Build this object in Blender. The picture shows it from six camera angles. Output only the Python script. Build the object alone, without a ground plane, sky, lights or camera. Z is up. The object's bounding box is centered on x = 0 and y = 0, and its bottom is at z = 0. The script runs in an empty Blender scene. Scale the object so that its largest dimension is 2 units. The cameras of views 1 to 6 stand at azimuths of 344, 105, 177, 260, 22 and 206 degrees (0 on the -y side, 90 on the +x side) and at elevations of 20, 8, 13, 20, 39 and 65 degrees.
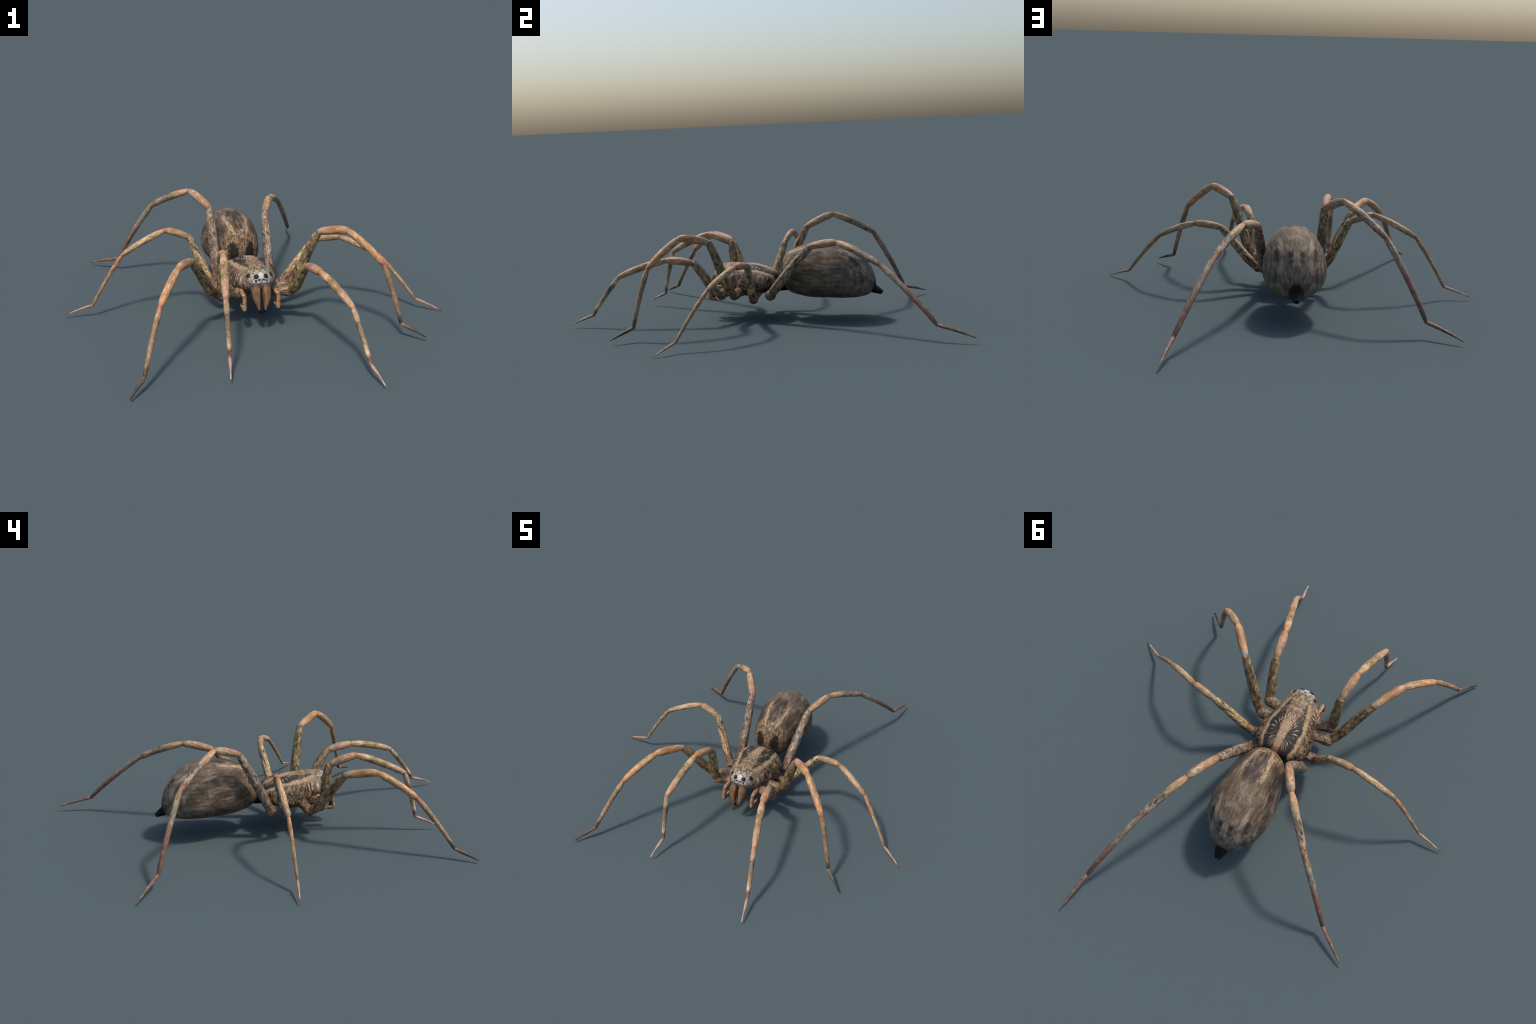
"""Wolf spider standing on eight long jointed legs.  Units: metres, z up, head towards -y."""
import bpy, math, random
from mathutils import Vector, Matrix, noise as mnoise

random.seed(7)
SC = bpy.context.scene

# ------------------------------------------------------------------ body axis
AX, AY = -0.0205, -0.0085            # body midline: x = AX at y = -0.15, turned slightly about z


def xc(y):
    return AX - AY * (y + 0.15) * 0.9


BODY = Matrix.Translation((xc(0.0), 0, 0)) @ Matrix.Rotation(-0.0077, 4, 'Z')


# ------------------------------------------------------------------ node helpers
class NT:
    """Small wrapper that writes shader graphs as expressions."""

    def __init__(self, name, rough=0.6, spec=0.3):
        self.m = bpy.data.materials.new(name)
        self.m.use_nodes = True
        self.t = self.m.node_tree
        self.t.nodes.clear()
        self.out = self.t.nodes.new('ShaderNodeOutputMaterial')
        self.b = self.t.nodes.new('ShaderNodeBsdfPrincipled')
        self.b.inputs['Roughness'].default_value = rough
        self.b.inputs['Specular IOR Level'].default_value = spec
        self.t.links.new(self.b.outputs[0], self.out.inputs[0])
        self.tc = self.t.nodes.new('ShaderNodeTexCoord')

    def put(self, sock, v):
        if isinstance(v, bpy.types.NodeSocket):
            self.t.links.new(v, sock)
        elif isinstance(v, (tuple, list)):
            sock.default_value = tuple(v) + ((1.0,) if len(v) == 3 and sock.type == 'RGBA' else ())
        else:
            sock.default_value = v

    def obj(self):
        return self.tc.outputs['Object']

    def gen(self):
        return self.tc.outputs['Generated']

    def math(self, op, a, b=None, c=None, clamp=False):
        n = self.t.nodes.new('ShaderNodeMath')
        n.operation = op
        n.use_clamp = clamp
        self.put(n.inputs[0], a)
        if b is not None:
            self.put(n.inputs[1], b)
        if c is not None:
            self.put(n.inputs[2], c)
        return n.outputs[0]

    def add(self, a, b):
        return self.math('ADD', a, b)

    def sub(self, a, b):
        return self.math('SUBTRACT', a, b)

    def mul(self, a, b):
        return self.math('MULTIPLY', a, b)

    def vmath(self, op, a, b=None):
        n = self.t.nodes.new('ShaderNodeVectorMath')
        n.operation = op
        self.put(n.inputs[0], a)
        if b is not None:
            self.put(n.inputs[1], b)
        return n.outputs['Value'] if op in ('LENGTH', 'DISTANCE', 'DOT_PRODUCT') else n.outputs[0]

    def xyz(self, v):
        n = self.t.nodes.new('ShaderNodeSeparateXYZ')
        self.put(n.inputs[0], v)
        return n.outputs[0], n.outputs[1], n.outputs[2]

    def vec(self, x, y, z):
        n = self.t.nodes.new('ShaderNodeCombineXYZ')
        for i, v in enumerate((x, y, z)):
            self.put(n.inputs[i], v)
        return n.outputs[0]

    def noise(self, v, scale=(1, 1, 1), detail=3.0, rough=0.55, off=0.0, dist=0.0):
        mp = self.t.nodes.new('ShaderNodeMapping')
        self.put(mp.inputs['Vector'], v)
        mp.inputs['Scale'].default_value = scale
        mp.inputs['Location'].default_value = (off, off * 0.7 + 1.3, off * 1.9)
        n = self.t.nodes.new('ShaderNodeTexNoise')
        n.inputs['Scale'].default_value = 1.0
        n.inputs['Detail'].default_value = detail
        n.inputs['Roughness'].default_value = rough
        n.inputs['Distortion'].default_value = dist
        self.t.links.new(mp.outputs[0], n.inputs['Vector'])
        return n.outputs[0]

    def step(self, x, lo, hi):
        """smooth 0..1 as x goes lo..hi (lo may exceed hi)"""
        n = self.t.nodes.new('ShaderNodeMapRange')
        n.interpolation_type = 'SMOOTHSTEP'
        if lo > hi:
            lo, hi, a, b = hi, lo, 1.0, 0.0
        else:
            a, b = 0.0, 1.0
        self.put(n.inputs[0], x)
        n.inputs[1].default_value = lo
        n.inputs[2].default_value = hi
        n.inputs[3].default_value = a
        n.inputs[4].default_value = b
        return n.outputs[0]

    def ramp(self, f, stops, mode='LINEAR'):
        n = self.t.nodes.new('ShaderNodeValToRGB')
        r = n.color_ramp
        r.interpolation = mode
        while len(r.elements) < len(stops):
            r.elements.new(0.5)
        for e, (p, c) in zip(r.elements, stops):
            e.position = p
            e.color = tuple(c) + (1.0,)
        self.put(n.inputs[0], f)
        return n.outputs[0]

    def curve(self, x, pts, lo, hi):
        """piecewise-linear scalar function of x, through pts (x, value), for x in lo..hi"""
        n = self.t.nodes.new('ShaderNodeMapRange')
        self.put(n.inputs[0], x)
        n.inputs[1].default_value = lo
        n.inputs[2].default_value = hi
        c = self.ramp(n.outputs[0], [((p - lo) / (hi - lo), (v, v, v)) for p, v in pts], 'EASE')
        return c

    def mix(self, f, a, b, mode='MIX'):
        n = self.t.nodes.new('ShaderNodeMix')
        n.data_type = 'RGBA'
        n.blend_type = mode
        self.put(n.inputs[0], f)
        self.put(n.inputs[6], a)
        self.put(n.inputs[7], b)
        return n.outputs[2]

    def blob(self, p, c, r, soft=0.35):
        """ellipsoid mask around c with radii r, in the space of p"""
        d = self.vmath('SUBTRACT', p, c)
        d = self.vmath('DIVIDE', d, r)
        return self.step(self.vmath('LENGTH', d), 1.0 + soft, 1.0 - soft)

    def stroke(self, u, v, a, b, w):
        """mask of a thin hair stroke from a to b in the (u, v) plane, w half-width, tapered at the ends"""
        mx, my = (a[0] + b[0]) / 2, (a[1] + b[1]) / 2
        L = math.hypot(b[0] - a[0], b[1] - a[1])
        cx, cy = (b[0] - a[0]) / L, (b[1] - a[1]) / L
        du, dv = self.sub(u, mx), self.sub(v, my)
        along = self.add(self.mul(du, cx / (L * 0.5)), self.mul(dv, cy / (L * 0.5)))
        across = self.add(self.mul(du, -cy / w), self.mul(dv, cx / w))
        bow = self.sub(across, self.mul(self.mul(along, along), 0.7))
        return self.step(self.vmath('LENGTH', self.vec(along, bow, 0.0)), 1.15, 0.55)

    def finish(self, col, bump=None, strength=0.3, dist=0.002):
        self.put(self.b.inputs['Base Color'], col)
        if bump is not None:
            n = self.t.nodes.new('ShaderNodeBump')
            n.inputs['Strength'].default_value = strength
            n.inputs['Distance'].default_value = dist
            self.put(n.inputs['Height'], bump)
            self.t.links.new(n.outputs[0], self.b.inputs['Normal'])
        return self.m


# ------------------------------------------------------------------ mesh helpers
def spline(k, u):
    """Catmull-Rom through evenly spaced values k, at u in 0..1"""
    n = len(k)
    t = min(max(u, 0.0), 1.0) * (n - 1)
    i = min(int(t), n - 2)
    f = t - i
    g = lambda j: 2 * k[0] - k[1] if j < 0 else (2 * k[-1] - k[-2] if j >= n else k[j])
    a, b, c, d = g(i - 1), g(i), g(i + 1), g(i + 2)
    return 0.5 * (2 * b + (c - a) * f + (2 * a - 5 * b + 4 * c - d) * f * f + (3 * b - a - 3 * c + d) * f ** 3)


def loft(name, rings, start, end, mat, smooth=True):
    """closed skin over a list of rings, capped by the points start and end"""
    n = len(rings[0])
    v = [tuple(start)] + [tuple(p) for r in rings for p in r] + [tuple(end)]
    f = []
    for j in range(n):
        k = (j + 1) % n
        f.append((0, 1 + k, 1 + j))
        for i in range(len(rings) - 1):
            a, b = 1 + i * n, 1 + (i + 1) * n
            f.append((a + j, a + k, b + k, b + j))
        a = 1 + (len(rings) - 1) * n
        f.append((a + j, a + k, len(v) - 1))
    me = bpy.data.meshes.new(name)
    me.from_pydata(v, [], f)
    me.validate()
    import bmesh
    bm = bmesh.new()
    bm.from_mesh(me)
    bmesh.ops.recalc_face_normals(bm, faces=bm.faces)
    bm.to_mesh(me)
    bm.free()
    if smooth:
        me.polygons.foreach_set('use_smooth', [True] * len(me.polygons))
    me.materials.append(mat)
    return me


def place(name, me, parent, matrix=None):
    o = bpy.data.objects.new(name, me)
    SC.collection.objects.link(o)
    o.parent = parent
    if matrix is not None:
        o.matrix_world = matrix
    return o


def egg(name, y0, y1, W, A, B, Z, mat, pw=1.0, nr=110, ns=128, rough=0.0006, bulge=None):
    """body section: width W, height above A and below B the centre line Z, from y0 to y1"""
    rings = []
    for i in range(1, nr):
        t = math.pi * i / nr
        u = (1 - math.cos(t)) / 2
        s = math.sin(t) ** pw
        y = y0 + (y1 - y0) * u
        w, a, b, z = s * spline(W, u), s * spline(A, u), s * spline(B, u), spline(Z, u)
        ring = []
        for j in range(ns):
            th = 2 * math.pi * j / ns
            c, q = math.cos(th), math.sin(th)
            p = Vector((w * c, y, z + (a if q > 0 else b) * q))
            nrm = Vector((c, 0, q))
            if bulge:
                p = bulge(p, u, nrm)
            p += nrm * rough * s * (mnoise.noise(p * 45) + 0.6 * mnoise.noise(p * 110))
            ring.append(p)
        rings.append(ring)
    return loft(name, rings, (0, y0, Z[0]), (0, y1, Z[-1]), mat)


def tube_mesh(name, prof, length, mat, bow=0.0, flat=1.0, ns=28, dents=0.0, seed=0):
    """limb joint along local +z: prof = [(z in metres, radius)...], bowed towards +y"""
    rings = []
    for z, r in prof:
        u = min(max(z / length, 0), 1)
        cy = (bow * 4 * u * (1 - u) if bow > 0 else bow * 9.48 * u * (1 - u) ** 3) * length
        ring = []
        for j in range(ns):
            th = 2 * math.pi * j / ns
            d = Vector((math.cos(th), math.sin(th) * flat, 0))
            rr = r
            if dents:
                rr *= 1 + dents * mnoise.noise(Vector((d.x * 1.2 + seed, d.y * 1.2, z * 28)))
            ring.append((d.x * rr, cy + d.y * rr, z))
        rings.append(ring)
    z0, z1 = prof[0][0], prof[-1][0]
    return loft(name, rings, (0, 0, z0 - prof[0][1] * 0.25), (0, 0, z1 + prof[-1][1] * 0.25), mat)


def profile(length, radius, shape, cap0=0.8, cap1=0.8, n=40):
    """rounded-end limb profile; shape = relative radii evenly along the segment"""
    r0, r1 = radius * shape[0], radius * shape[-1]
    out = []
    for i in range(6):
        a = (i + 0.6) / 6 * math.pi / 2
        out.append((-r0 * cap0 * math.cos(a), r0 * math.sin(a)))
    for i in range(n + 1):
        out.append((length * i / n, radius * spline(shape, i / n)))
    for i in range(6):
        a = (1 - (i + 0.4) / 6) * math.pi / 2
        out.append((length + r1 * cap1 * math.cos(a), r1 * math.sin(a)))
    return out


def aim(p, q, up=Vector((0, 0, 1))):
    """frame at p with +z towards q and +y leaning to up"""
    z = (q - p).normalized()
    x = up.cross(z)
    if x.length < 1e-4:
        x = Vector((1, 0, 0))
    x.normalize()
    y = z.cross(x)
    return Matrix.Translation(p) @ Matrix((x, y, z)).transposed().to_4x4()


# ------------------------------------------------------------------ colours (linear)
TAN = (0.36, 0.235, 0.14)
ORANGE = (0.41, 0.235, 0.128)
PALE = (0.50, 0.36, 0.24)
OLIVE = (0.195, 0.145, 0.080)
GREY = (0.20, 0.17, 0.14)
PINK = (0.34, 0.20, 0.15)
MAUVE = (0.17, 0.090, 0.072)
RUST = (0.26, 0.10, 0.055)
DARK = (0.035, 0.028, 0.023)
BROWN = (0.13, 0.085, 0.055)
WHITE = (0.62, 0.56, 0.50)
BLUEGREY = (0.26, 0.26, 0.27)


def leg_material(name, stops, spots=0.0, pale=0.0, seed=0.0, band=(0.0, 1.0), mottle=0.3, joints=0.6):
    """limb skin: colour by position along the joint, hair streaks, pale flecks, dark blotches"""
    n = NT(name, 0.55, 0.35)
    p = n.obj()
    g = n.xyz(n.gen())[2]
    warp = n.mul(n.sub(n.noise(p, (70, 70, 30), 2, off=seed + 3), 0.5), 0.16)
    u = n.add(g, warp)
    col = n.ramp(u, stops)
    streak = n.noise(p, (230, 230, 60), 4, 0.68, off=seed)
    broad = n.noise(p, (68, 68, 30), 4, 0.66, off=seed + 9, dist=0.4)
    k = mottle
    col = n.mix(n.mul(n.step(streak, 0.48, 0.70), 0.45 + 0.35 * k), col, n.mix(1.0, col, (1.75, 1.72, 1.66), 'MULTIPLY'))
    col = n.mix(n.mul(n.step(streak, 0.52, 0.32), 0.22 + 0.55 * k), col, n.mix(1.0, col, (0.46, 0.42, 0.40), 'MULTIPLY'))
    col = n.mix(n.mul(n.step(broad, 0.50, 0.40), 0.12 + 0.83 * k), col, n.mix(1.0, col, (0.44, 0.38, 0.33), 'MULTIPLY'))
    col = n.mix(n.mul(n.step(broad, 0.52, 0.64), 0.25 + 0.7 * k), col, n.mix(1.0, col, (1.75 + 0.35 * k, 1.62 + 0.38 * k, 1.45 + 0.35 * k), 'MULTIPLY'))
    if pale:
        f = n.noise(p, (110, 110, 50), 3, 0.6, off=seed + 21)
        col = n.mix(n.mul(n.step(f, 0.55, 0.66), pale), col, WHITE)
    if spots:
        s = n.noise(p, (72, 72, 40), 3, 0.62, off=seed + 33, dist=0.5)
        m = n.mul(n.step(s, 0.54, 0.63), spots)
        if band != (0.0, 1.0):
            m = n.mul(m, n.mul(n.step(g, band[0] - 0.08, band[0] + 0.08), n.step(g, band[1] + 0.08, band[1] - 0.08)))
        col = n.mix(m, col, DARK)
    if joints:
        e = n.math('MAXIMUM', n.step(u, 0.09, 0.0), n.step(u, 0.91, 1.0))
        col = n.mix(n.mul(e, joints), col, n.mix(1.0, col, (0.62, 0.42, 0.32), 'MULTIPLY'))
    col = n.mix(1.0, col, (1.06, 1.02, 0.90), 'MULTIPLY')
    h = n.add(streak, n.mul(broad, 0.6))
    return n.finish(col, h, 0.35, 0.0016)


def carapace_material():
    n = NT('cephalothorax_hair', 0.6, 0.3)
    P = n.obj()
    x, y, z = n.xyz(P)
    ax = n.math('ABSOLUTE', x)
    pm = n.vec(ax, y, z)
    side = n.noise(pm, (70, 45, 30), 4, 0.65, off=4)
    fine = n.noise(pm, (330, 70, 260), 4, 0.65, off=1)
    vfine = n.noise(P, (80, 100, 48), 4, 0.68, off=8, dist=0.5)
    # mottled flanks with upright hair streaks
    flank = n.ramp(vfine, [(0.36, (0.030, 0.022, 0.017)), (0.45, (0.090, 0.062, 0.042)), (0.54, (0.22, 0.152, 0.102)), (0.65, (0.46, 0.355, 0.265))])
    flank = n.mix(n.mul(n.step(side, 0.50, 0.38), 0.6), flank, n.mix(1.0, flank, (0.36, 0.34, 0.30), 'MULTIPLY'))
    top_blot = n.noise(pm, (60, 30, 60), 3, 0.65, off=91)
    # tan upper surface
    top = n.ramp(fine, [(0.34, (0.075, 0.052, 0.034)), (0.44, (0.22, 0.145, 0.09)), (0.55, (0.35, 0.245, 0.155)), (0.68, (0.52, 0.40, 0.28))])
    top = n.mix(n.mul(n.step(top_blot, 0.54, 0.40), 0.75), top, n.mix(1.0, top, (0.42, 0.38, 0.33), 'MULTIPLY'))
    edge = n.add(z, n.mul(n.sub(side, 0.5), 0.06))
    zline = n.curve(y, [(-0.34, 0.250), (-0.22, 0.246), (-0.1, 0.240), (0.0, 0.212)], -0.34, 0.02)
    col = n.mix(n.step(n.sub(edge, zline), -0.014, 0.004), flank, top)
    # paler stripe along the shoulder and along the midline
    pw = n.add(ax, n.mul(n.sub(fine, 0.5), 0.02))
    sh = n.mul(n.step(n.math('ABSOLUTE', n.sub(pw, n.curve(y, [(-0.26, 0.052), (-0.19, 0.066), (-0.12, 0.080), (-0.05, 0.079), (0.0, 0.066)], -0.26, 0.02))), 0.012, 0.005), n.step(y, -0.28, -0.22))
    ml = n.mul(n.step(pw, 0.024, 0.014), n.step(y, -0.19, -0.13))
    lite = n.ramp(fine, [(0.32, (0.20, 0.135, 0.085)), (0.48, (0.37, 0.265, 0.17)), (0.66, (0.54, 0.42, 0.31))])
    col = n.mix(n.mul(n.math('MAXIMUM', sh, ml), 0.85), col, lite)
    dim = n.mul(n.mul(n.step(ax, 0.084, 0.092), n.step(z, 0.17, 0.2)), n.step(side, 0.60, 0.46))
    col = n.mix(n.mul(dim, 0.75), col, n.mix(1.0, col, (0.34, 0.31, 0.28), 'MULTIPLY'))
    # two dark bands either side of the pale midline
    wig = n.mul(n.sub(n.noise(pm, (130, 60, 60), 3, 0.65, off=15), 0.5), 0.030)
    axw = n.add(ax, wig)
    xi = n.curve(y, [(-0.26, 0.034), (-0.2, 0.034), (-0.15, 0.028), (-0.09, 0.0205), (0.0, 0.0125)], -0.26, 0.02)
    xo = n.curve(y, [(-0.26, 0.030), (-0.235, 0.046), (-0.19, 0.060), (-0.12, 0.074), (-0.05, 0.072), (0.0, 0.060)], -0.26, 0.02)
    band = n.mul(n.step(n.sub(axw, xi), -0.003, 0.004), n.step(n.sub(axw, xo), 0.003, -0.004))
    band = n.mul(band, n.step(y, -0.262, -0.235))
    # the front of the median field breaks up into brown hair
    fr = n.mul(n.mul(n.step(y, -0.125, -0.15), n.step(y, -0.25, -0.22)), n.step(axw, 0.04, 0.02))
    col = n.mix(n.mul(fr, n.step(fine, 0.55, 0.42)), col, (0.10, 0.07, 0.048))
    thin = n.mul(n.step(y, -0.12, -0.19), n.step(n.noise(pm, (240, 60, 120), 3, 0.6, off=27), 0.46, 0.58))
    dk = n.ramp(fine, [(0.35, (0.018, 0.016, 0.016)), (0.6, (0.030, 0.026, 0.025)), (0.78, (0.075, 0.06, 0.05))])
    col = n.mix(n.mul(band, n.sub(1.0, n.mul(thin, 0.5))), col, dk)
    # white and tan hairs fanning out from the foveal groove, inside the dark bands
    ang = n.math('ARCTAN2', n.add(y, 0.075), ax)
    rad = n.vmath('LENGTH', n.vec(ax, n.add(y, 0.075), 0.0))
    ray = n.noise(n.vec(n.mul(ang, 8.5), n.mul(rad, 13.0), n.mul(wig, 14.0)), (1, 1, 1), 2.0, 0.5, off=6)
    ray2 = n.noise(n.vec(n.mul(ang, 5.0), n.mul(rad, 14.0), 1.0), (1, 1, 1), 2.5, 0.6, off=11)
    ring = n.mul(n.step(rad, 0.020, 0.034), n.step(rad, 0.078, 0.058))
    fan = n.mul(band, n.mul(n.step(rad, 0.070, 0.050), n.step(n.add(n.mul(ray2, 0.5), n.mul(ray, 0.5)), 0.47, 0.56)))
    col = n.mix(n.mul(fan, 0.6), col, (0.135, 0.095, 0.062))
    col = n.mix(n.mul(n.mul(band, ring), n.mul(n.step(ray, 0.60, 0.66), 0.40)), col, (0.36, 0.27, 0.18))
    su, sv = n.add(ax, n.mul(wig, 0.10)), n.add(y, n.mul(wig, 0.10))
    for a, b, w in (((0.042, -0.108), (0.060, -0.124), 0.0022), ((0.041, -0.096), (0.066, -0.100), 0.0024), ((0.034, -0.118), (0.044, -0.142), 0.0020),
                    ((0.046, -0.084), (0.060, -0.080), 0.0015), ((0.037, -0.056), (0.044, -0.040), 0.0022), ((0.030, -0.128), (0.034, -0.150), 0.0022)):
        col = n.mix(n.mul(n.stroke(su, sv, a, b, w), n.mul(n.step(z, 0.2, 0.22), 0.85)), col, (0.50, 0.41, 0.32))
    # rusty end of the midline in front of the waist
    col = n.mix(n.mul(n.blob(pm, (0, 0.0, 0.225), (0.02, 0.022, 0.03)), 0.7), col, (0.16, 0.075, 0.04))
    # dark flecks along the shoulder
    fl = n.noise(pm, (60, 60, 60), 2, 0.5, off=41)
    rim = n.mul(n.step(ax, 0.070, 0.085), n.step(n.noise(pm, (60, 38, 60), 2, 0.5, off=43), 0.60, 0.66))
    col = n.mix(n.mul(rim, 0.85), col, DARK)
    # dark patch low on the flank, rust and black margin, dark sternum
    col = n.mix(n.blob(n.vec(ax, n.add(y, wig), z), (0.115, -0.084, 0.178), (0.05, 0.018, 0.013)), col, (0.02, 0.018, 0.02))
    col = n.mix(n.mul(n.blob(n.vec(ax, n.add(y, wig), z), (0.115, -0.165, 0.176), (0.05, 0.017, 0.006)), 0.8), col, (0.03, 0.025, 0.025))
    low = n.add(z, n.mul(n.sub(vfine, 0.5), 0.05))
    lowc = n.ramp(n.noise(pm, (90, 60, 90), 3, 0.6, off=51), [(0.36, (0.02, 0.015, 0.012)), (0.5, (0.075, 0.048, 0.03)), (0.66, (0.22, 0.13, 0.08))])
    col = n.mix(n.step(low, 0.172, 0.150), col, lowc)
    # head: greenish grey hair, white mask round the eyes, purple-brown below them
    hd = n.add(y, n.mul(n.sub(side, 0.5), 0.05))
    head = n.ramp(n.noise(pm, (95, 60, 95), 4, 0.70, off=61), [(0.40, (0.045, 0.036, 0.025)), (0.49, (0.19, 0.155, 0.10)), (0.60, (0.42, 0.36, 0.27))])
    col = n.mix(n.mul(n.step(hd, -0.245, -0.285), n.step(z, 0.215, 0.235)), col, head)
    mask = n.mul(n.step(n.add(n.mul(n.sub(fine, 0.5), 0.04), y), -0.302, -0.322), n.step(n.add(z, n.mul(n.sub(vfine, 0.5), 0.02)), 0.216, 0.230))
    wh = n.ramp(n.noise(pm, (120, 120, 90), 4, 0.7, off=71), [(0.38, (0.12, 0.095, 0.08)), (0.47, (0.37, 0.335, 0.305)), (0.60, (0.60, 0.565, 0.535))])
    col = n.mix(n.mul(mask, 0.92), col, wh)
    col = n.mix(n.mul(n.blob(pm, (0.0, -0.325, 0.258), (0.015, 0.02, 0.010), 0.7), 0.6), col, (0.66, 0.63, 0.60))
    chin = n.mul(n.step(n.add(z, n.mul(n.sub(vfine, 0.5), 0.03)), 0.226, 0.210), n.step(y, -0.285, -0.315))
    col = n.mix(chin, col, n.ramp(vfine, [(0.35, (0.05, 0.032, 0.032)), (0.55, (0.15, 0.105, 0.10)), (0.7, (0.32, 0.27, 0.25))]))
    # cheek: white and orange hair tufts behind the side eyes
    cw = n.vec(ax, n.add(y, n.mul(n.sub(vfine, 0.5), 0.022)), n.add(z, n.mul(n.sub(side, 0.5), 0.02)))
    for c, r, k, a in (((0.082, -0.222, 0.218), (0.05, 0.0035, 0.020), WHITE, 0.9), ((0.082, -0.237, 0.224), (0.05, 0.0035, 0.017), WHITE, 0.9),
                       ((0.08, -0.230, 0.205), (0.05, 0.004, 0.013), RUST, 0.7), ((0.078, -0.250, 0.214), (0.05, 0.0055, 0.021), (0.33, 0.12, 0.05), 0.9),
                       ((0.075, -0.266, 0.220), (0.05, 0.007, 0.018), (0.60, 0.58, 0.58), 0.9), ((0.075, -0.277, 0.205), (0.05, 0.006, 0.022), (0.36, 0.30, 0.28), 0.7)):
        col = n.mix(n.mul(n.mul(n.blob(cw, c, r, 0.55), n.step(n.noise(pm, (160, 200, 90), 3, 0.65, off=77), 0.36, 0.5)), a), col, k)
    # sockets of the side eyes
    col = n.mix(n.blob(pm, (0.0575, -0.290, 0.256), (0.016, 0.016, 0.015), 0.3), col, (0.20, 0.17, 0.13))
    col = n.mix(n.step(y, -0.31, -0.27), col, n.mix(1.0, col, (1.0, 0.95, 0.85), 'MULTIPLY'))
    return n.finish(col, n.add(fine, vfine), 0.4, 0.002)


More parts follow.
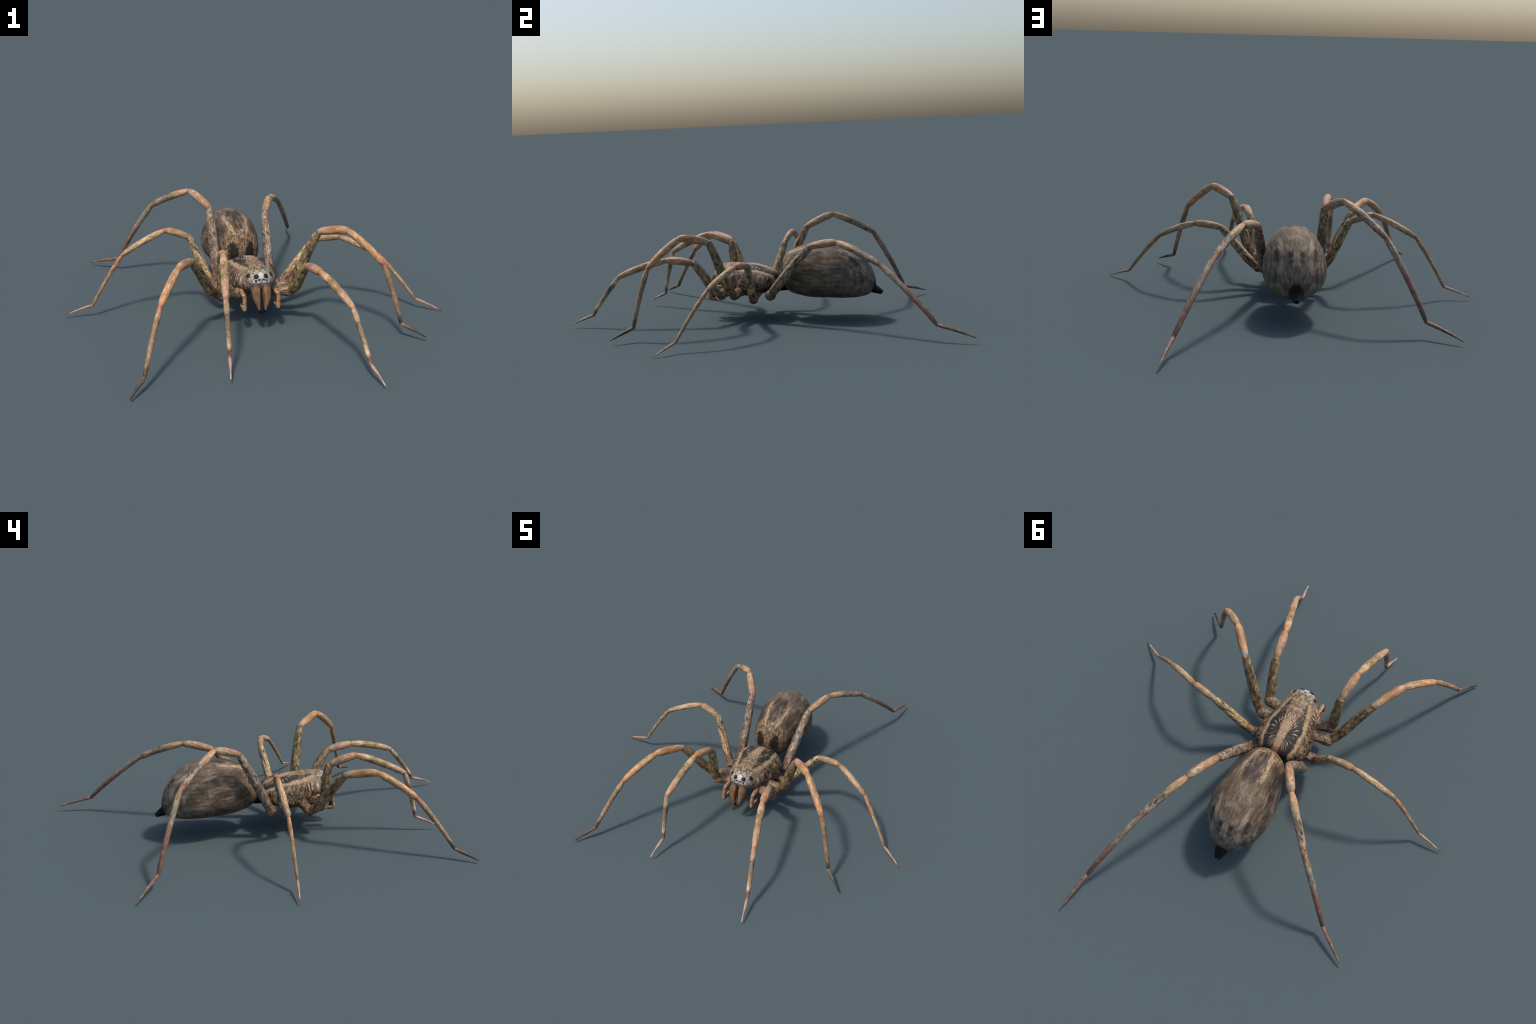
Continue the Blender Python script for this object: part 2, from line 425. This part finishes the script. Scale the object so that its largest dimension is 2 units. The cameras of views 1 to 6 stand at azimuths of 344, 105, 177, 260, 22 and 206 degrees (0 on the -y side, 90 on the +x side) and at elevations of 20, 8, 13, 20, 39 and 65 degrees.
def abdomen_material():
    n = NT('abdomen_hair', 0.65, 0.25)
    P = n.obj()
    x, y, z = n.xyz(P)
    ax = n.math('ABSOLUTE', x)
    pm = n.vec(ax, y, z)
    zz = n.curve(y, [(0.017, 0.235), (0.15, 0.21), (0.3, 0.20), (0.49, 0.17)], 0.017, 0.5)
    dz = n.sub(z, zz)
    rr = n.add(n.vmath('LENGTH', n.vec(ax, dz, 0.0)), 0.004)
    mer = n.vec(n.math('DIVIDE', ax, rr), n.mul(y, 3.0), n.math('DIVIDE', dz, rr))   # runs with the hair, pole to pole
    fine = n.noise(mer, (14, 5.0, 14), 4, 0.70, off=3, dist=0.15)
    mid = n.noise(n.vec(n.mul(x, 1.0), y, z), (26, 15, 22), 4, 0.66, off=7, dist=0.5)
    spk = n.noise(P, (62, 38, 55), 4, 0.68, off=5, dist=0.3)
    col = n.ramp(n.add(n.mul(fine, 0.55), n.mul(mid, 0.45)),
                 [(0.36, (0.036, 0.028, 0.021)), (0.445, (0.098, 0.074, 0.054)), (0.53, (0.165, 0.126, 0.094)), (0.64, (0.31, 0.245, 0.19))])
    col = n.mix(n.mul(n.step(spk, 0.48, 0.36), 0.42), col, n.mix(1.0, col, (0.42, 0.38, 0.34), 'MULTIPLY'))
    col = n.mix(n.mul(n.step(spk, 0.54, 0.66), 0.45), col, n.mix(1.0, col, (1.7, 1.65, 1.55), 'MULTIPLY'))
    # flanks: darker and mottled towards the belly
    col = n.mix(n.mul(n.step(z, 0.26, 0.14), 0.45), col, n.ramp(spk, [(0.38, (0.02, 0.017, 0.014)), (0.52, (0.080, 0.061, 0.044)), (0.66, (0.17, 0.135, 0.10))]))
    # yellow-tan shoulders at the front
    ysh = n.add(n.add(y, n.mul(ax, 0.45)), n.mul(n.sub(mid, 0.5), 0.24))
    fr = n.mul(n.step(ysh, 0.19, 0.07), n.step(z, 0.17, 0.24))
    tan = n.ramp(n.noise(P, (105, 55, 50), 4, 0.70, off=13), [(0.38, (0.030, 0.022, 0.015)), (0.47, (0.125, 0.086, 0.050)), (0.55, (0.26, 0.185, 0.105)), (0.67, (0.43, 0.32, 0.20))])
    col = n.mix(n.mul(fr, 0.85), col, tan)
    wig = n.mul(n.sub(n.noise(pm, (70, 45, 70), 3, 0.6, off=17), 0.5), 0.040)
    axw = n.add(ax, wig)
    yw = n.add(y, n.mul(wig, 1.2))
    up = n.step(z, 0.27, 0.30)
    # dark heart mark with a pale line on each side, narrowing rearwards
    hw = n.curve(y, [(0.05, 0.014), (0.09, 0.024), (0.14, 0.034), (0.20, 0.036), (0.26, 0.018), (0.34, 0.002)], 0.05, 0.34)
    heart = n.mul(n.mul(n.step(n.sub(axw, hw), 0.006, -0.004), up), n.mul(n.step(yw, 0.062, 0.085), n.step(yw, 0.31, 0.22)))
    col = n.mix(n.mul(heart, n.add(0.5, n.mul(n.step(mid, 0.56, 0.44), 0.45))), col, n.ramp(fine, [(0.4, (0.030, 0.024, 0.021)), (0.56, (0.062, 0.048, 0.040)), (0.72, (0.16, 0.12, 0.095))]))
    d = n.math('ABSOLUTE', n.sub(axw, n.add(hw, 0.013)))
    line = n.mul(n.mul(n.step(d, 0.010, 0.004), up), n.mul(n.step(y, 0.05, 0.075), n.step(yw, 0.26, 0.17)))
    col = n.mix(n.mul(line, n.mul(n.step(spk, 0.36, 0.52), 0.95)), col, n.ramp(fine, [(0.35, (0.24, 0.165, 0.105)), (0.65, (0.46, 0.34, 0.24))]))
    # dark blotches outside the lines
    for c, r, a in (((0.078, 0.13, 0.325), (0.016, 0.05, 0.03), 0.75), ((0.085, 0.21, 0.325), (0.013, 0.03, 0.03), 0.55), ((0.118, 0.10, 0.23), (0.04, 0.045, 0.035), 0.6),
                    ((0.128, 0.20, 0.25), (0.03, 0.05, 0.016), 0.55), ((0.06, 0.28, 0.36), (0.012, 0.03, 0.03), 0.4)):
        col = n.mix(n.mul(n.blob(n.vec(axw, yw, z), c, r, 0.5), a), col, (0.032, 0.027, 0.025))
    # black pair on the front face
    col = n.mix(n.mul(n.blob(n.vec(axw, y, n.add(z, n.mul(wig, 1.0))), (0.040, 0.028, 0.238), (0.022, 0.05, 0.052), 0.22), 0.97), col, (0.014, 0.012, 0.011))
    # transverse chevrons along the rear back
    ch = n.math('SINE', n.mul(n.add(n.sub(y, n.mul(n.mul(ax, ax), 9.0)), n.mul(wig, 0.4)), 190.0))
    warm = n.mul(n.step(z, 0.30, 0.36), n.step(y, 0.2, 0.28))
    col = n.mix(n.mul(warm, 0.25), col, (0.175, 0.138, 0.104))
    cm = n.mul(n.mul(n.step(ch, 0.55, 1.0), n.step(ax, 0.075, 0.03)), n.mul(n.mul(n.step(y, 0.25, 0.30), n.step(y, 0.42, 0.37)), n.step(z, 0.28, 0.31)))
    col = n.mix(n.mul(cm, n.mul(n.step(spk, 0.42, 0.56), 0.6)), col, (0.06, 0.047, 0.038))
    # greyer rear with pale streaks, black dashes and a pair of dots
    rear = n.step(n.add(y, n.mul(n.sub(mid, 0.5), 0.1)), 0.33, 0.41)
    rn = n.noise(pm, (75, 22, 30), 4, 0.68, off=19, dist=0.2)
    rc = n.ramp(rn, [(0.35, (0.058, 0.046, 0.035)), (0.45, (0.125, 0.101, 0.077)), (0.53, (0.175, 0.144, 0.112)), (0.64, (0.30, 0.255, 0.205))])
    col = n.mix(n.mul(rear, 0.85), col, rc)
    q = n.vec(axw, yw, z)
    for c, r, k, a in (((0.066, 0.385, 0.322), (0.010, 0.035, 0.030), (0.36, 0.30, 0.25), 0.75), ((0.060, 0.437, 0.255), (0.012, 0.03, 0.032), (0.33, 0.28, 0.24), 0.6),
                       ((0.081, 0.40, 0.292), (0.010, 0.035, 0.032), (0.018, 0.016, 0.015), 0.85), ((0.088, 0.437, 0.205), (0.011, 0.03, 0.025), (0.02, 0.018, 0.017), 0.75),
                       ((0.108, 0.37, 0.235), (0.010, 0.02, 0.025), (0.03, 0.026, 0.023), 0.5)):
        col = n.mix(n.mul(n.blob(q, c, r, 0.5), a), col, k)
    for c, r, a in (((0.0245, 0.435, 0.303), (0.011, 0.03, 0.012), 0.92), ((0.019, 0.452, 0.280), (0.010, 0.03, 0.007), 0.6)):
        col = n.mix(n.mul(n.blob(pm, c, r, 0.5), a), col, (0.028, 0.021, 0.014))
    # black skirt round the spinnerets
    col = n.mix(n.blob(pm, (0, 0.487, 0.160), (0.034, 0.036, 0.036), 0.4), col, (0.006, 0.006, 0.006))
    # yellowish rim at the waist
    col = n.mix(n.mul(n.blob(pm, (0.0, 0.03, 0.185), (0.075, 0.03, 0.024), 0.5), 0.5), col, (0.20, 0.135, 0.075))
    col = n.mix(1.0, col, (1.06, 1.0, 0.90), 'MULTIPLY')
    return n.finish(col, n.add(fine, n.mul(spk, 0.7)), 0.5, 0.003)


def plain(name, c, rough=0.4, var=0.25, scale=(120, 120, 60), spec=0.4):
    n = NT(name, rough, spec)
    f = n.noise(n.obj(), scale, 3, 0.6)
    col = n.ramp(f, [(0.3, tuple(v * (1 - var) for v in c)), (0.7, tuple(v * (1 + var) for v in c))])
    return n.finish(col, f, 0.2, 0.001)


# ------------------------------------------------------------------ the animal
spider = bpy.data.objects.new('spider', None)
SC.collection.objects.link(spider)
spider['label'] = 'mottled brown wolf spider with long jointed legs and fangs'
spider['category'] = 'spider'

# cephalothorax and abdomen ------------------------------------------------
cara = egg('cephalothorax', -0.3343, 0.0058,
           (0.0909, 0.0958, 0.1032, 0.1282, 0.1461, 0.1575), (0.0963, 0.0909, 0.1015, 0.1086, 0.0951, 0.0726),
           (0.0589, 0.0585, 0.0583, 0.0571, 0.0542, 0.0507), (0.2117, 0.1937, 0.1673, 0.1706, 0.1925), carapace_material(), pw=0.7)
ceph = place('cephalothorax', cara, spider, BODY)

abd = egg('abdomen', 0.0174, 0.4928,
          (0.1618, 0.134, 0.1282, 0.1361, 0.1429, 0.1447, 0.1237), (0.205, 0.1766, 0.1768, 0.1782, 0.1846, 0.1919, 0.1943),
          (0.2003, 0.1382, 0.1152, 0.1021, 0.103, 0.1073, 0.1132), (0.2312, 0.2146, 0.2037, 0.1923, 0.1686), abdomen_material(), nr=140, ns=160)
place('abdomen', abd, spider, BODY)

black = plain('black_chitin', (0.007, 0.007, 0.007), 0.55, spec=0.15)
ped = tube_mesh('pedicel', [(-0.03, 0.022), (0.0, 0.028), (0.03, 0.029), (0.06, 0.027), (0.085, 0.022)], 0.06, black)
place('pedicel', ped, spider, BODY @ aim(Vector((0, -0.015, 0.160)), Vector((0, 0.06, 0.162))))

# spinnerets: a fluted black cone of faceted lobes with blunt ends -----------
for off0, off1, r0, r1, L in (((0.014, 0.462, 0.158), (0.0065, 0.5245, 0.1265), 0.021, 0.0075, 0), ((-0.014, 0.462, 0.158), (-0.0065, 0.5245, 0.1265), 0.021, 0.0075, 0),
                              ((0.0, 0.465, 0.166), (0.0, 0.5240, 0.1325), 0.010, 0.0035, 0), ((0.0, 0.458, 0.146), (0.0, 0.5190, 0.1215), 0.018, 0.0065, 0)):
    a, b = Vector(off0), Vector(off1)
    L = (b - a).length
    me = tube_mesh('spinneret', [(0, r0), (L * 0.5, r0 * 0.55 + r1 * 0.5), (L * 0.93, r1 * 1.05), (L, r1 * 0.9)], L, black, ns=9)
    me.polygons.foreach_set('use_smooth', [False] * len(me.polygons))
    place('spinneret', me, spider, BODY @ aim(a, b))

# eyes ----------------------------------------------------------------------
eye_mat = NT('eye_black', 0.6, 0.3)
eye_mat = eye_mat.finish((0.012, 0.012, 0.012))


def ball(name, mat, seg=24):
    rings = []
    for i in range(1, seg):
        t = math.pi * i / seg
        rings.append([(math.sin(t) * math.cos(2 * math.pi * j / seg), math.sin(t) * math.sin(2 * math.pi * j / seg), math.cos(t)) for j in range(seg)])
    return loft(name, rings, (0, 0, 1), (0, 0, -1), mat)


eye_me = ball('eye', eye_mat)
from mathutils.bvhtree import BVHTree
skin = BVHTree.FromPolygons([v.co for v in cara.vertices], [tuple(p.vertices) for p in cara.polygons])
for x, y, z, r in ((0.0255, -0.330, 0.2555, 0.0117), (0.0592, -0.300, 0.2530, 0.0112), (0.0130, -0.345, 0.2405, 0.0050), (0.0275, -0.340, 0.2345, 0.0052)):
    for s in (1, -1):
        co, nrm, _, _ = skin.find_nearest(Vector((s * x, y, z)))
        place('eye', eye_me, spider, BODY @ aim(co - nrm * r * 0.18, co + nrm) @ Matrix.Diagonal((r, r, r * 0.52, 1)))

# chelicerae with fangs -------------------------------------------------------
cm = NT('chelicera_brown', 0.55, 0.25)
f1 = cm.noise(cm.obj(), (60, 60, 25), 3, 0.6)
f2 = cm.noise(cm.obj(), (300, 300, 60), 3, 0.6, off=4)
cz = cm.xyz(cm.gen())[2]
cc = cm.ramp(f1, [(0.36, (0.13, 0.072, 0.040)), (0.50, (0.215, 0.120, 0.062)), (0.64, (0.29, 0.140, 0.068))])
cc = cm.mix(cm.step(cz, 0.74, 0.90), cc, (0.075, 0.042, 0.038))
cc = cm.mix(cm.mul(cm.step(cz, 0.18, 0.0), 0.5), cc, (0.16, 0.105, 0.06))
cc = cm.mix(cm.mul(cm.step(f2, 0.58, 0.7), 0.35), cc, (0.36, 0.22, 0.13))
cm = cm.finish(cc, f2, 0.2, 0.001)


def chelicera_mesh():
    """right fang-base: flat inner side, bulging outer and front side, tapering downwards (local x outward)"""
    rings = []
    N = 44
    zt, zb = 0.226, 0.098
    for i in range(N + 1):
        u = i / N
        z = zt + (zb - zt) * u
        inner = 0.0035 + 0.0055 * u
        outer = spline((0.039, 0.0425, 0.0440, 0.0430, 0.0395, 0.0330, 0.0245, 0.0165), u)
        yc_ = spline((-0.300, -0.317, -0.3285, -0.335, -0.340, -0.345, -0.350, -0.354), u)
        dy = spline((0.029, 0.0295, 0.0295, 0.028, 0.025, 0.0200, 0.0130, 0.0070), u)
        cx, w = (inner + outer) / 2, (outer - inner) / 2
        ring = []
        for j in range(32):
            th = 2 * math.pi * j / 32
            c, s = math.cos(th), math.sin(th)
            e = 0.62 if c < 0 else 0.95
            ring.append((cx + w * math.copysign(abs(c) ** e, c), yc_ + dy * math.copysign(abs(s) ** 0.9, s), z))
        rings.append(ring)
    return loft('chelicera', rings, (0.018, -0.30, zt + 0.004), (0.011, -0.354, zb - 0.002), cm)


chel_me = chelicera_mesh()
fang_rings = []
for i in range(14):
    u = i / 13
    fang_rings.append([(0.0125 - 0.0085 * u ** 1.5 + (0.0078 * (1 - u) ** 0.8 + 0.0007) * math.cos(2 * math.pi * j / 12),
                        -0.355 + 0.016 * u ** 1.4 + (0.0078 * (1 - u) ** 0.8 + 0.0007) * math.sin(2 * math.pi * j / 12), 0.104 - 0.027 * u) for j in range(12)])
fang_me = loft('fang', fang_rings, (0.0125, -0.355, 0.105), (0.0038, -0.3385, 0.0765), black)
for s in (1, -1):
    M = BODY @ Matrix.Translation((-0.001, 0, 0)) @ Matrix.Diagonal((s, 1, 1, 1))
    c = place('chelicera', chel_me, spider, M)
    place('fang', fang_me, c, M)

# pedipalps: basal, upper, hanging and hooked joints -----------------------------
palp_mat = leg_material('pedipalp_hair', [(0.0, (0.17, 0.075, 0.042)), (0.4, (0.28, 0.165, 0.10)), (0.8, (0.33, 0.19, 0.115)), (1.0, (0.38, 0.25, 0.18))], spots=0.55, pale=0.35, seed=90, mottle=0.9)
PALP = [((0.060, -0.235, 0.168), 0.0115), ((0.076, -0.278, 0.163), 0.0105), ((0.0775, -0.333, 0.163), 0.0098), ((0.0775, -0.341, 0.104), 0.0098), ((0.0775, -0.298, 0.0985), 0.0062), ((0.0775, -0.262, 0.1005), 0.0026)]
palp_seg = []
for (a, ra), (b, rb) in zip(PALP, PALP[1:]):
    L = (Vector(b) - Vector(a)).length
    palp_seg.append(tube_mesh('pedipalp_joint', profile(L, 1.0, (ra * 0.92, ra * 1.06, (ra + rb) / 2 * 1.08, rb * 1.02, rb * 0.92), n=16), L, palp_mat, ns=16))
names = ('basal_joint', 'upper_joint', 'knee', 'lower_joint', 'tip_joint')
for s in (1, -1):
    pp = bpy.data.objects.new('pedipalp', None)
    SC.collection.objects.link(pp)
    pp.parent = spider
    for i, me in enumerate(palp_seg):
        a, b = Vector(PALP[i][0]), Vector(PALP[i + 1][0])
        a.x *= s
        b.x *= s
        place(names[i], me, pp, BODY @ aim(a, b, Vector((0, -0.3, 1))))

# legs ------------------------------------------------------------------------
# joint positions: trochanter, then ends of femur, patella, tibia, metatarsus, tarsus
LEGS = {
    (1, 1): ((0.138, -0.258, 0.141), (0.168, -0.382, 0.302), (0.187, -0.516, 0.320), (0.247, -0.750, 0.247), (0.278, -0.888, 0.058), (0.298, -0.998, 0.014)),
    (1, -1): ((-0.178, -0.256, 0.147), (-0.193, -0.296, 0.356), (-0.215, -0.422, 0.401), (-0.260, -0.648, 0.302), (-0.258, -0.707, 0.070), (-0.278, -0.807, 0.022)),
    (2, 1): ((0.145, -0.187, 0.139), (0.259, -0.267, 0.416), (0.354, -0.378, 0.451), (0.481, -0.497, 0.326), (0.555, -0.554, 0.060), (0.639, -0.634, 0.020)),
    (2, -1): ((-0.195, -0.197, 0.134), (-0.335, -0.335, 0.351), (-0.415, -0.465, 0.376), (-0.521, -0.616, 0.275), (-0.613, -0.763, 0.050), (-0.681, -0.850, 0.010)),
    (3, 1): ((0.133, -0.094, 0.114), (0.305, -0.067, 0.309), (0.424, -0.090, 0.321), (0.594, -0.171, 0.245), (0.751, -0.274, 0.045), (0.855, -0.343, 0.002)),
    (3, -1): ((-0.178, -0.089, 0.124), (-0.282, -0.021, 0.353), (-0.388, -0.005, 0.391), (-0.589, -0.006, 0.288), (-0.732, -0.006, 0.056), (-0.855, 0.013, 0.012)),
    (4, 1): ((0.106, -0.013, 0.130), (0.142, 0.202, 0.375), (0.205, 0.345, 0.404), (0.320, 0.567, 0.312), (0.459, 0.826, 0.072), (0.497, 0.997, 0.024)),
    (4, -1): ((-0.150, -0.018, 0.135), (-0.152, 0.125, 0.439), (-0.223, 0.248, 0.495), (-0.380, 0.433, 0.379), (-0.540, 0.568, 0.063), (-0.677, 0.673, 0.014)),
}
SEG = ('femur', 'patella', 'tibia', 'metatarsus', 'tarsus')
RAD = {1: (0.0235, 0.0195, 0.0175, 0.0120, 0.0070), 2: (0.0232, 0.0195, 0.0172, 0.0125, 0.0085),
       3: (0.0205, 0.0170, 0.0145, 0.0098, 0.0060), 4: (0.0232, 0.0190, 0.0168, 0.0138, 0.0082)}
SHAPE = {'femur': (0.78, 0.94, 1.0, 1.01, 1.0, 0.98, 0.95, 0.91, 0.87, 0.82, 0.70),
         'patella': (0.66, 0.84, 0.91, 0.95, 0.98, 1.0, 1.0, 0.99, 0.97, 0.90, 0.68),
         'tibia': (0.66, 0.90, 0.97, 1.0, 1.0, 0.99, 0.97, 0.94, 0.91, 0.84, 0.64),
         'metatarsus': (0.82, 0.98, 1.0, 0.98, 0.95, 0.91, 0.87, 0.83, 0.79, 0.74, 0.58),
         'tarsus': (0.80, 1.0, 0.99, 0.95, 0.89, 0.81, 0.72, 0.61, 0.50, 0.38, 0.22)}
MOTTLE = {'femur': 0.95, 'patella': 0.35, 'tibia': 0.35, 'metatarsus': 0.4, 'tarsus': 0.5}
FEMUR_BOW = {1: -0.045, 2: -0.042, 3: -0.02, 4: 0.012}
BOW = { 'patella': 0.025, 'tibia': 0.03, 'metatarsus': 0.02, 'tarsus': 0.015}
CLAW = {1: (0.28, 0.24, 0.21), 2: (0.02, 0.018, 0.018), 3: (0.10, 0.05, 0.035), 4: (0.25, 0.21, 0.16)}

# colour along each joint, from its base to its far end; then dark blotches, pale flecks, blotch range
SKIN = {
    (1, 'femur'): (((0, (0.15, 0.085, 0.05)), (0.2, OLIVE), (0.75, OLIVE), (1, (0.23, 0.165, 0.10))), 0.80, 0.15, (0, 1)),
    (1, 'patella'): (((0, OLIVE), (0.35, (0.30, 0.20, 0.125)), (0.5, PINK), (0.8, ORANGE), (1, (0.37, 0.19, 0.10))), 0.0, 0.25, (0, 1)),
    (1, 'tibia'): (((0, ORANGE), (0.12, ORANGE), (0.22, PALE), (0.30, (0.255, 0.175, 0.088)), (0.55, (0.25, 0.17, 0.088)), (0.68, (0.42, 0.27, 0.18)), (0.92, (0.40, 0.24, 0.16)), (1, PINK)), 0.0, 0.3, (0, 1)),
    (1, 'metatarsus'): (((0, (0.36, 0.22, 0.15)), (0.16, PALE), (0.30, (0.15, 0.10, 0.065)), (0.42, (0.22, 0.155, 0.10)), (0.65, TAN), (0.78, PALE), (0.88, (0.19, 0.07, 0.055)), (1, PINK)), 0.35, 0.35, (0, 0.8)),
    (1, 'tarsus'): (((0, (0.34, 0.2, 0.16)), (0.6, (0.36, 0.24, 0.2)), (0.85, (0.38, 0.29, 0.25)), (1, (0.52, 0.47, 0.43))), 0.3, 0.5, (0, 1)),
    (2, 'femur'): (((0, (0.17, 0.11, 0.065)), (0.3, (0.21, 0.15, 0.088)), (0.7, OLIVE), (1, (0.23, 0.17, 0.10))), 0.9, 0.15, (0, 0.8)),
    (2, 'patella'): (((0, (0.24, 0.15, 0.10)), (0.1, (0.33, 0.30, 0.29)), (0.22, (0.37, 0.22, 0.13)), (0.45, ORANGE), (0.62, (0.32, 0.16, 0.08)), (0.75, ORANGE), (1, ORANGE)), 0.15, 0.2, (0, 1)),
    (2, 'tibia'): (((0, ORANGE), (0.15, TAN), (0.5, (0.40, 0.235, 0.13)), (0.85, (0.43, 0.23, 0.12)), (1, (0.36, 0.14, 0.07))), 0.0, 0.2, (0, 1)),
    (2, 'metatarsus'): (((0, (0.40, 0.18, 0.09)), (0.12, (0.30, 0.20, 0.125)), (0.25, (0.20, 0.145, 0.085)), (0.4, (0.27, 0.165, 0.1)), (0.62, PINK), (0.72, (0.30, 0.2, 0.13)), (0.88, (0.09, 0.065, 0.045)), (1, (0.07, 0.05, 0.04))), 0.3, 0.15, (0.3, 1)),
    (2, 'tarsus'): (((0, (0.24, 0.14, 0.09)), (0.25, (0.13, 0.085, 0.062)), (0.6, (0.060, 0.046, 0.036)), (1, (0.015, 0.013, 0.012))), 0.2, 0.0, (0, 1)),
    (3, 'femur'): (((0, (0.23, 0.12, 0.075)), (0.2, (0.27, 0.17, 0.10)), (0.45, (0.36, 0.27, 0.155)), (1, (0.33, 0.25, 0.155))), 1.0, 0.25, (0.1, 1)),
    (3, 'patella'): (((0, (0.24, 0.175, 0.115)), (0.5, (0.31, 0.21, 0.125)), (0.85, (0.36, 0.21, 0.12)), (1, (0.24, 0.11, 0.06))), 0.25, 0.15, (0, 1)),
    (3, 'tibia'): (((0, (0.34, 0.19, 0.11)), (0.2, (0.40, 0.27, 0.16)), (0.55, (0.48, 0.34, 0.21)), (0.78, (0.33, 0.22, 0.13)), (0.9, (0.25, 0.185, 0.12)), (1, (0.30, 0.16, 0.10))), 0.7, 0.35, (0.25, 0.8)),
    (3, 'metatarsus'): (((0, (0.37, 0.175, 0.10)), (0.25, (0.38, 0.20, 0.115)), (0.4, TAN), (0.75, (0.28, 0.19, 0.11)), (1, (0.25, 0.165, 0.105))), 0.4, 0.15, (0.2, 0.7)),
    (3, 'tarsus'): (((0, (0.34, 0.22, 0.15)), (0.8, (0.36, 0.22, 0.15)), (0.92, (0.25, 0.09, 0.06)), (1, (0.10, 0.05, 0.04))), 0.2, 0.2, (0, 1)),
    (4, 'femur'): (((0, (0.19, 0.12, 0.095)), (0.2, (0.22, 0.14, 0.115)), (0.5, GREY), (0.8, (0.23, 0.165, 0.125)), (0.92, (0.30, 0.25, 0.20)), (1, (0.26, 0.16, 0.11))), 0.75, 0.15, (0.1, 0.95)),
    (4, 'patella'): (((0, (0.24, 0.13, 0.085)), (0.25, (0.37, 0.215, 0.125)), (0.55, (0.38, 0.23, 0.14)), (0.78, (0.33, 0.255, 0.18)), (1, (0.20, 0.125, 0.085))), 0.35, 0.35, (0.5, 1)),
    (4, 'tibia'): (((0, (0.42, 0.23, 0.13)), (0.25, (0.43, 0.28, 0.16)), (0.40, (0.20, 0.15, 0.10)), (0.58, (0.19, 0.16, 0.13)), (0.75, (0.34, 0.24, 0.19)), (0.9, (0.28, 0.15, 0.105)), (1, (0.24, 0.11, 0.08))), 0.95, 0.4, (0.38, 0.88)),
    (4, 'metatarsus'): (((0, (0.28, 0.18, 0.12)), (0.15, (0.27, 0.225, 0.17)), (0.36, (0.27, 0.21, 0.175)), (0.5, (0.22, 0.115, 0.092)), (0.8, (0.18, 0.088, 0.066)), (0.92, (0.10, 0.07, 0.055)), (1, (0.16, 0.10, 0.07))), 0.3, 0.1, (0.0, 0.4)),
    (4, 'tarsus'): (((0, (0.20, 0.09, 0.07)), (0.4, (0.20, 0.11, 0.08)), (0.7, (0.14, 0.09, 0.06)), (1, (0.16, 0.125, 0.08))), 0.35, 0.25, (0, 1)),
}

coxa_mat = leg_material('coxa_hair', [(0, (0.10, 0.065, 0.042)), (0.5, (0.20, 0.135, 0.088)), (1, (0.17, 0.115, 0.075))], spots=0.8, pale=0.35, seed=70, mottle=1.0)
up = Vector((0, 0, 1))
meshes = {}
for (k, s), pts in LEGS.items():
    J = [Vector(p) for p in pts]
    leg = bpy.data.objects.new('leg', None)
    SC.collection.objects.link(leg)
    leg.parent = spider
    # coxa from under the carapace margin to the trochanter knob
    tr = J[0]
    cx = xc(tr.y)
    root = Vector((cx + (tr.x - cx) * 0.28, tr.y * 0.86 - 0.012, 0.146))
    if 'coxa' + str(k) not in meshes:
        L = (tr - root).length
        R = RAD[k][0]
        meshes['coxa' + str(k)] = (tube_mesh('coxa', profile(L, R * 1.12, (0.90, 1.0, 1.02, 1.0, 0.94, 0.90, 0.95, 1.02, 1.0), 0.7, 0.85, 24), L, coxa_mat, dents=0.05, seed=k), L)
    me, L0 = meshes['coxa' + str(k)]
    place('coxa', me, leg, aim(root, tr) @ Matrix.Diagonal((1, 1, (tr - root).length / L0, 1)))
    for i, seg in enumerate(SEG):
        a, b = J[i], J[i + 1]
        L = (b - a).length
        R = RAD[k][i]
        key = (k, seg)
        if key not in meshes:
            st, sp, pl, bd = SKIN[key]
            mat = leg_material('%s_hair_%s' % (seg, ('front', 'second', 'third', 'hind')[k - 1]), st, sp, pl, seed=k * 7.3 + i * 2.1, band=bd, mottle=MOTTLE[seg], joints=0.0 if seg == 'tarsus' else 0.45)
            cap0 = 0.75 if seg != 'tarsus' else 0.6
            meshes[key] = (tube_mesh(seg, profile(L, R, SHAPE[seg], cap0, 0.75 if seg != 'tarsus' else 0.3), L, mat, FEMUR_BOW[k] if seg == 'femur' else BOW[seg], dents=0.06, seed=k * 5 + i), L)
        me, L0 = meshes[key]
        place(seg, me, leg, aim(a, b, up) @ Matrix.Diagonal((1, 1, L / L0, 1)))
    # paired claws at the tip
    if ('claw', k) not in meshes:
        cr = []
        for i in range(9):
            u = i / 8
            r = 0.0017 * (1 - u) ** 0.7 + 0.0003
            cr.append([(0.0020 + 0.0018 * math.sin(u * 1.6) + r * math.cos(j * math.pi / 4), 0.004 * u * (1 - u) * 2 - 0.003 * u * u + r * math.sin(j * math.pi / 4), -0.004 + 0.015 * u) for j in range(8)])
        meshes[('claw', k)] = loft('claw', cr, (0.002, 0, -0.005), (0.0038, -0.0031, 0.0115), plain('claw_' + ('front', 'second', 'third', 'hind')[k - 1], CLAW[k], 0.4))
    d = (J[5] - J[4]).normalized()
    for m in (1, -1):
        cs = 1.0 if k == 2 else 0.6
        place('claw', meshes[('claw', k)], leg, aim(J[5] - d * 0.008 * cs, J[5], up) @ Matrix.Diagonal((m * cs, cs, cs, 1)))
